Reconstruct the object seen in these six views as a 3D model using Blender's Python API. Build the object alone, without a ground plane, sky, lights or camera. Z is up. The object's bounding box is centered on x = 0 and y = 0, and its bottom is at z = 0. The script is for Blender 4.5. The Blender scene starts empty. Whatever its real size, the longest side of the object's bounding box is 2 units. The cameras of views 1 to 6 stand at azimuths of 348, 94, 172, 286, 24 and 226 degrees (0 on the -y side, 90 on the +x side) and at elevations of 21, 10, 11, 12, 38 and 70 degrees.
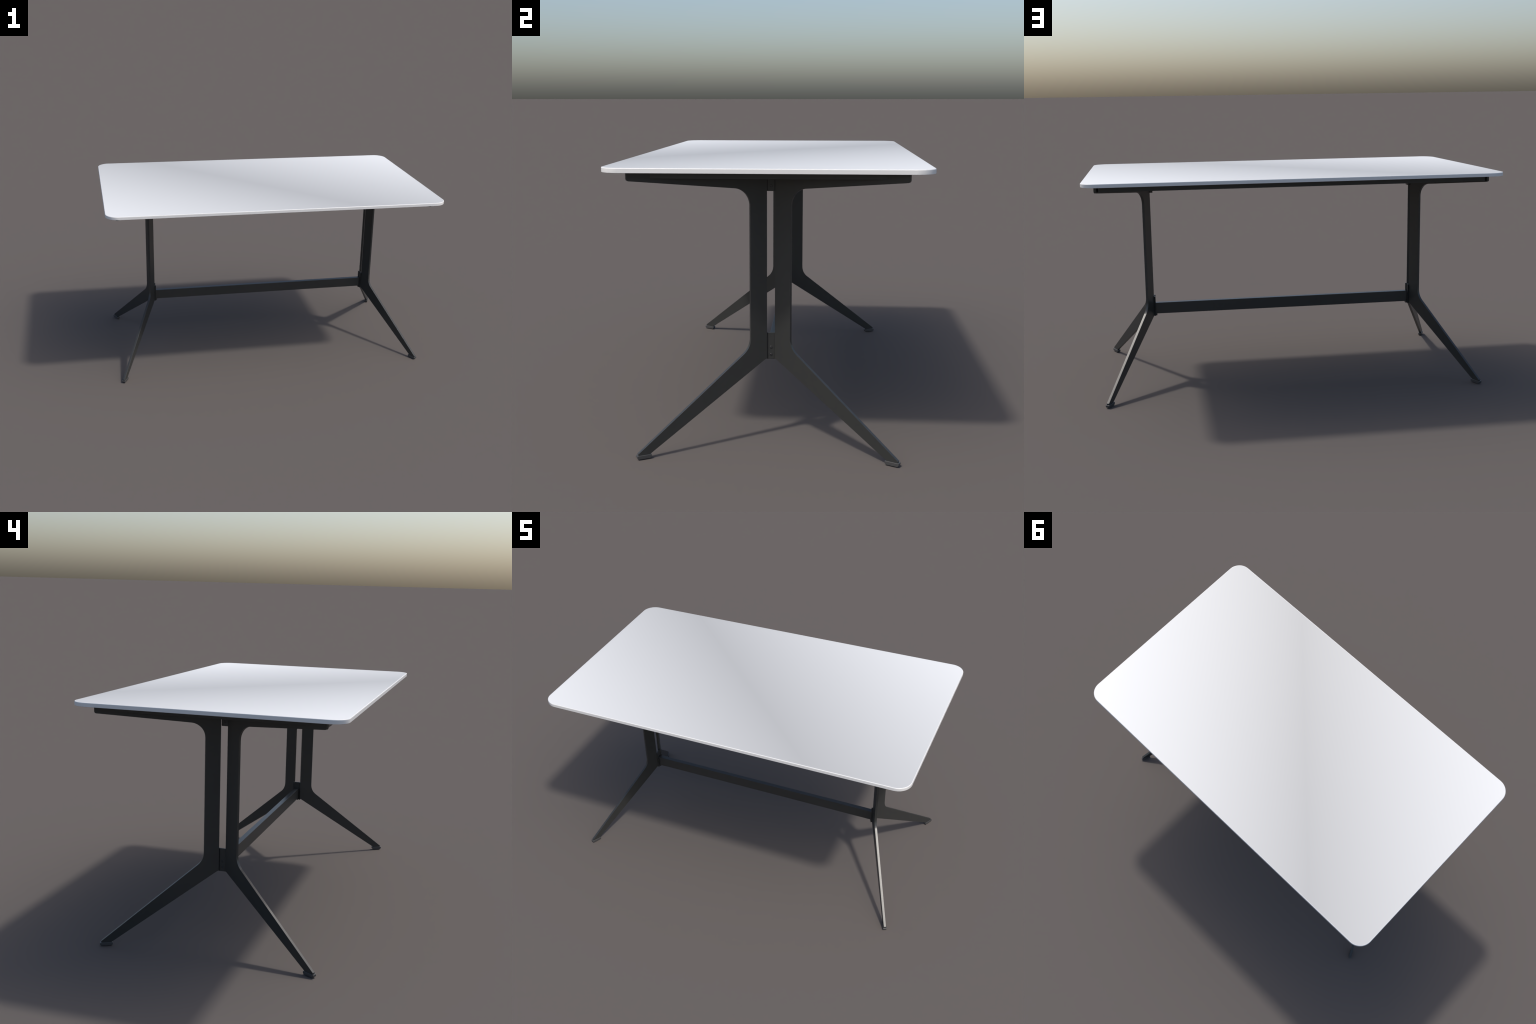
"""Meeting table: white rounded-rectangle top on a black metal frame made of
four splayed flat-bar legs (each one with a top arm, a column and a slanted
foot), joined in pairs by channel brackets and tied by one crossbar."""
import bpy, bmesh, math
from mathutils import Vector, Matrix

# ------------------------------------------------------------------ sizes (m)
TOP_Z, TOP_UNDER = 1.0814, 1.0638          # tabletop faces
HALF_X, HALF_Y, CORNER_R = 1.0, 0.578, 0.072
SPLAY = math.radians(26.8)                 # legs turn away from the y axis
PLATE_T = 0.0128                           # flat-bar thickness
INNER = (0.6979, 0.0183)                   # inner edge of a leg, mid thickness
BEAM_HALF_Y, BEAM_Z0, BEAM_Z1 = 0.0125, 0.3335, 0.3918


# ------------------------------------------------------------------ materials
def material(name, colour, roughness, grain=0.03, bump=0.0, scale=60.0, spec=0.5):
    m = bpy.data.materials.new(name)
    m.use_nodes = True
    nt = m.node_tree
    bsdf = nt.nodes["Principled BSDF"]
    coord = nt.nodes.new("ShaderNodeTexCoord")
    noise = nt.nodes.new("ShaderNodeTexNoise")
    noise.inputs["Scale"].default_value = scale
    noise.inputs["Detail"].default_value = 3.0
    nt.links.new(coord.outputs["Object"], noise.inputs["Vector"])
    ramp = nt.nodes.new("ShaderNodeValToRGB")
    ramp.color_ramp.elements[0].position, ramp.color_ramp.elements[1].position = 0.3, 0.7
    ramp.color_ramp.elements[0].color = (*[c * (1 - grain) for c in colour], 1)
    ramp.color_ramp.elements[1].color = (*[min(1, c * (1 + grain)) for c in colour], 1)
    nt.links.new(noise.outputs["Fac"], ramp.inputs["Fac"])
    nt.links.new(ramp.outputs["Color"], bsdf.inputs["Base Color"])
    bsdf.inputs["Roughness"].default_value = roughness
    bsdf.inputs["Specular IOR Level"].default_value = spec
    if bump:
        b = nt.nodes.new("ShaderNodeBump")
        b.inputs["Strength"].default_value = bump
        b.inputs["Distance"].default_value = 0.0004
        fine = nt.nodes.new("ShaderNodeTexNoise")
        fine.inputs["Scale"].default_value = 900.0
        nt.links.new(coord.outputs["Object"], fine.inputs["Vector"])
        nt.links.new(fine.outputs["Fac"], b.inputs["Height"])
        nt.links.new(b.outputs["Normal"], bsdf.inputs["Normal"])
    return m


def painted_sheen_laminate(name, roughness):
    """White laminate with a sheen painted into its colour: a soft grey diagonal band that runs at 45
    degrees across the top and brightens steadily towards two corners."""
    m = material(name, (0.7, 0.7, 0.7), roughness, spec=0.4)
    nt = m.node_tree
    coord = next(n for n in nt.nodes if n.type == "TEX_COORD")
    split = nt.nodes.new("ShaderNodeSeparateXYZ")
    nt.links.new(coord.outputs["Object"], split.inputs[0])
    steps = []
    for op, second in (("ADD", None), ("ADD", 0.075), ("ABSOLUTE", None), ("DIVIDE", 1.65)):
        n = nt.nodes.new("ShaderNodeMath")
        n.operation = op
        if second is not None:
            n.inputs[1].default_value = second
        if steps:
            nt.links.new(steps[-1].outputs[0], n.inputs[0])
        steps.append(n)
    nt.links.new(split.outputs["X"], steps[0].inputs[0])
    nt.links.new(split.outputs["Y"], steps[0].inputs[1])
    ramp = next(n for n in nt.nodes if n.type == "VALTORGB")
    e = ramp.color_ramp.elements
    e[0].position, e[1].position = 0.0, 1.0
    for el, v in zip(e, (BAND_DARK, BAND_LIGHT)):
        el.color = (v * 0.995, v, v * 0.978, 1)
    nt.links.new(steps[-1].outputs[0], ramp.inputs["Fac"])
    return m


BAND_DARK, BAND_LIGHT = 0.438, 0.768  # dark and light ends of the sheen painted into the top's colour
TOP_SHEEN = painted_sheen_laminate("white_laminate_painted_sheen", 0.50)
WHITE = material("white_edge_band", (0.740, 0.735, 0.715), 0.45, grain=0.004)
BLACK = material("black_powder_coat", (0.0325, 0.0335, 0.0318), 0.34, grain=0.04)
PLASTIC = material("dark_plastic", (0.056, 0.056, 0.056), 0.36, grain=0.04)
STEEL = material("blackened_screw", (0.030, 0.030, 0.031), 0.35, grain=0.04)


# ------------------------------------------------------------------ helpers
def fillet(points):
    """points: (x, y, radius, segments) -> outline with rounded corners."""
    out, n = [], len(points)
    for i, (x, y, r, seg) in enumerate(points):
        p = Vector((x, y))
        if r <= 0:
            out.append(p)
            continue
        a = (Vector(points[i - 1][:2]) - p).normalized()
        b = (Vector(points[(i + 1) % n][:2]) - p).normalized()
        half = math.acos(max(-1, min(1, a.dot(b)))) / 2
        t = r / math.tan(half)
        c = p + (a + b).normalized() * (r / math.sin(half))
        v0, v1 = p + a * t - c, p + b * t - c
        a0 = math.atan2(v0.y, v0.x)
        d = (math.atan2(v1.y, v1.x) - a0 + math.pi) % math.tau - math.pi
        for k in range(seg + 1):
            w = a0 + d * k / seg
            out.append(c + Vector((math.cos(w), math.sin(w))) * r)
    return out


def link(obj, parent, mat):
    bpy.context.scene.collection.objects.link(obj)
    obj.parent = parent
    if mat and not obj.data.materials:
        obj.data.materials.append(mat)
    return obj


def finish(mesh, bevel=0.0, segments=2, angle=40):
    """Round the hard edges and give flat faces clean normals; returns a mesh."""
    for p in mesh.polygons:
        p.use_smooth = True
    tmp = bpy.data.objects.new("tmp", mesh)
    bpy.context.scene.collection.objects.link(tmp)
    if bevel:
        m = tmp.modifiers.new("bevel", "BEVEL")
        m.width, m.segments, m.limit_method, m.angle_limit = bevel, segments, "ANGLE", math.radians(angle)
        m.use_clamp_overlap = True
    w = tmp.modifiers.new("weighted", "WEIGHTED_NORMAL")
    w.mode, w.weight, w.keep_sharp = "FACE_AREA", 100, True
    graph = bpy.context.evaluated_depsgraph_get()
    res = bpy.data.meshes.new_from_object(tmp.evaluated_get(graph), depsgraph=graph)
    bpy.data.objects.remove(tmp)
    bpy.data.meshes.remove(mesh)
    return res


def prism(name, outline, axis, lo, hi, bevel=0.0, segments=2):
    """Extrude a 2D outline. axis 'z': outline is xy; axis 'y': outline is xz."""
    bm = bmesh.new()
    if axis == "z":
        vs = [bm.verts.new((p[0], p[1], lo)) for p in outline]
        step = Vector((0, 0, hi - lo))
    else:
        vs = [bm.verts.new((p[0], lo, p[1])) for p in outline]
        step = Vector((0, hi - lo, 0))
    f = bm.faces.new(vs)
    ext = bmesh.ops.extrude_face_region(bm, geom=[f])
    bmesh.ops.translate(bm, vec=step, verts=[g for g in ext["geom"] if isinstance(g, bmesh.types.BMVert)])
    bmesh.ops.recalc_face_normals(bm, faces=bm.faces)
    me = bpy.data.meshes.new(name)
    bm.to_mesh(me)
    bm.free()
    res = finish(me, bevel, segments)
    res.name = name
    return res


def box(name, x0, x1, y0, y1, z0, z1, bevel):
    return prism(name, [(x0, y0), (x1, y0), (x1, y1), (x0, y1)], "z", z0, z1, bevel)


def rounded_slab(name):
    """Tabletop: rounded rectangle with an eased upper and lower edge."""
    r_up, r_low, seg = 0.0033, 0.0008, 4
    profile = [(0.0008, TOP_UNDER), (0.0, TOP_UNDER + r_low)]
    profile += [(r_up * (1 - math.cos(a)), TOP_Z - r_up * (1 - math.sin(a)))
                for a in (math.pi / 2 * k / seg for k in range(seg + 1))]
    bm, rings = bmesh.new(), []
    for inset, z in profile:
        x, y, r = HALF_X - inset, HALF_Y - inset, CORNER_R - inset
        ring = fillet([(x, -y, r, 16), (x, y, r, 16), (-x, y, r, 16), (-x, -y, r, 16)])
        rings.append([bm.verts.new((p.x, p.y, z)) for p in ring])
    n = len(rings[0])
    for a, b in zip(rings, rings[1:]):
        for i in range(n):
            bm.faces.new((a[i], a[(i + 1) % n], b[(i + 1) % n], b[i]))
    bm.faces.new(rings[-1])
    bm.faces.new(rings[0][::-1])
    bmesh.ops.recalc_face_normals(bm, faces=bm.faces)
    me = bpy.data.meshes.new(name)
    bm.to_mesh(me)
    bm.free()
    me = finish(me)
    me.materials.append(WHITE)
    me.materials.append(TOP_SHEEN)
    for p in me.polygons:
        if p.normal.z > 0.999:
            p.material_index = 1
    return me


# ------------------------------------------------------------------ the table
table = bpy.data.objects.new("table", None)
bpy.context.scene.collection.objects.link(table)
table["label"] = "long white rounded-corner table on black splayed metal legs"
table["category"] = "table"

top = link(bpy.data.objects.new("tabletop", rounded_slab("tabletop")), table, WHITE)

# --- leg: side view (s = distance from inner edge, z = height)
leg_outline = fillet([
    (-0.0006, 0.3262, 0, 0),         # inner lower corner, next to the bracket
    (-0.0006, TOP_UNDER - 0.0006, 0, 0),
    (0.5315, TOP_UNDER - 0.0006, 0, 0),
    (0.5315, 1.0312, 0.009, 6),      # tip of the top arm
    (0.0660, 0.9841, 0.069, 18),     # arm to column
    (0.0660, 0.3778, 0.074, 14),     # column to slanted foot
    (0.5172, 0.0190, 0.004, 3),      # toe
    (0.5120, 0.0110, 0, 0),
    (0.4760, 0.0110, 0, 0),
    (0.0040, 0.3262, 0.013, 4),      # arch that meets the bracket
])
leg_mesh = prism("leg", leg_outline, "y", -PLATE_T / 2, PLATE_T / 2, 0.0011, 2)

shoe_outline = fillet([(0.4650, 0.0140, 0.0015, 2), (0.4650, 0.0060, 0.002, 2), (0.4700, 0.0, 0.0015, 2),
                       (0.5160, 0.0, 0.0020, 3), (0.5205, 0.0055, 0.003, 3), (0.5205, 0.0140, 0.0015, 2)])
shoe_mesh = prism("foot_cap", shoe_outline, "y", -PLATE_T / 2 - 0.0034, PLATE_T / 2 + 0.0034, 0.0014, 2)

for sx in (1, -1):
    for sy in (1, -1):
        leg = link(bpy.data.objects.new("leg", leg_mesh), table, BLACK)
        leg.location = (INNER[0] * sx, INNER[1] * sy, 0)
        leg.rotation_euler = (0, 0, math.atan2(math.cos(SPLAY) * sy, math.sin(SPLAY) * sx))
        shoe = link(bpy.data.objects.new("foot_cap", shoe_mesh), leg, PLASTIC)

# --- crossbar between the two leg pairs
link(bpy.data.objects.new("crossbar", box("crossbar", -0.6895, 0.6895, -BEAM_HALF_Y, BEAM_HALF_Y,
                                          BEAM_Z0, BEAM_Z1, 0.0010)), table, BLACK)

# --- channel brackets that close the gap between two legs of a pair
channel = [(0.6975, -0.0150), (0.6975, 0.0150), (0.6925, 0.0205), (0.6843, 0.0240), (0.6843, 0.0165), (0.6900, 0.0140),
           (0.6900, -0.0140), (0.6843, -0.0165), (0.6843, -0.0240), (0.6925, -0.0205)]
lower_mesh = prism("bracket", channel, "z", 0.3236, 0.4285, 0.0008, 1)
lip_mesh = box("bracket_lip", 0.6780, 0.6905, -0.0120, 0.0120, 0.3236, 0.3330, 0.0008)
upper_mesh = prism("bracket", [(0.6975, -0.0140), (0.6975, 0.0140), (0.6900, 0.0180), (0.6775, 0.0180),
                               (0.6775, -0.0180), (0.6900, -0.0180)], "z", 0.9745, TOP_UNDER - 0.0004, 0.0012, 1)


def screw_mesh():
    """Button head with a hexagonal socket; axis along +x, base at x = 0."""
    bm = bmesh.new()
    profile = [(0.0, 0.0056, 24), (0.0012, 0.0056, 24), (0.0022, 0.0046, 24), (0.0024, 0.0030, 24),
               (0.0008, 0.0028, 24), (0.0007, 0.0, 1)]
    rings = []
    for x, r, n in profile:
        rings.append([bm.verts.new((x, r * math.cos(math.tau * k / n), r * math.sin(math.tau * k / n))) for k in range(n)]
                     if n > 1 else [bm.verts.new((x, 0, 0))])
    for a, b in zip(rings, rings[1:]):
        for i in range(len(a)):
            j = (i + 1) % len(a)
            bm.faces.new((a[i], a[j], b[j], b[i]) if len(b) > 1 else (a[i], a[j], b[0]))
    bm.faces.new(rings[0][::-1])
    bmesh.ops.recalc_face_normals(bm, faces=bm.faces)
    me = bpy.data.meshes.new("screw")
    bm.to_mesh(me)
    bm.free()
    return me


screw = screw_mesh()
for turn in (0.0, math.pi):
    for mesh, heights in ((lower_mesh, (0.3705, 0.3415)), (upper_mesh, (0.9945,))):
        br = link(bpy.data.objects.new("bracket", mesh), table, BLACK)
        br.rotation_euler = (0, 0, turn)
        for z in heights:
            s = link(bpy.data.objects.new("screw", screw), br, STEEL)
            s.location = (0.6970, 0, z)
        if mesh is lower_mesh:
            link(bpy.data.objects.new("bracket_lip", lip_mesh), br, BLACK)

# --- frame rails under the top
RAIL_Z0, RAIL_Z1, RAIL_T = 1.0345, TOP_UNDER - 0.0005, 0.0124
side = box("frame_rail", -0.9225, 0.9225, -RAIL_T / 2, RAIL_T / 2, RAIL_Z0, RAIL_Z1, 0.0010)
end = box("frame_rail", -RAIL_T / 2, RAIL_T / 2, -0.4200, 0.4200, RAIL_Z0 + 0.0028, RAIL_Z1, 0.0010)
for s in (1, -1):
    r = link(bpy.data.objects.new("frame_rail", side), table, BLACK)
    r.location = (0, s * (0.4900 - RAIL_T / 2), 0)
    r = link(bpy.data.objects.new("frame_rail", end), table, BLACK)
    r.location = (s * (0.9050 - RAIL_T / 2), 0, 0)
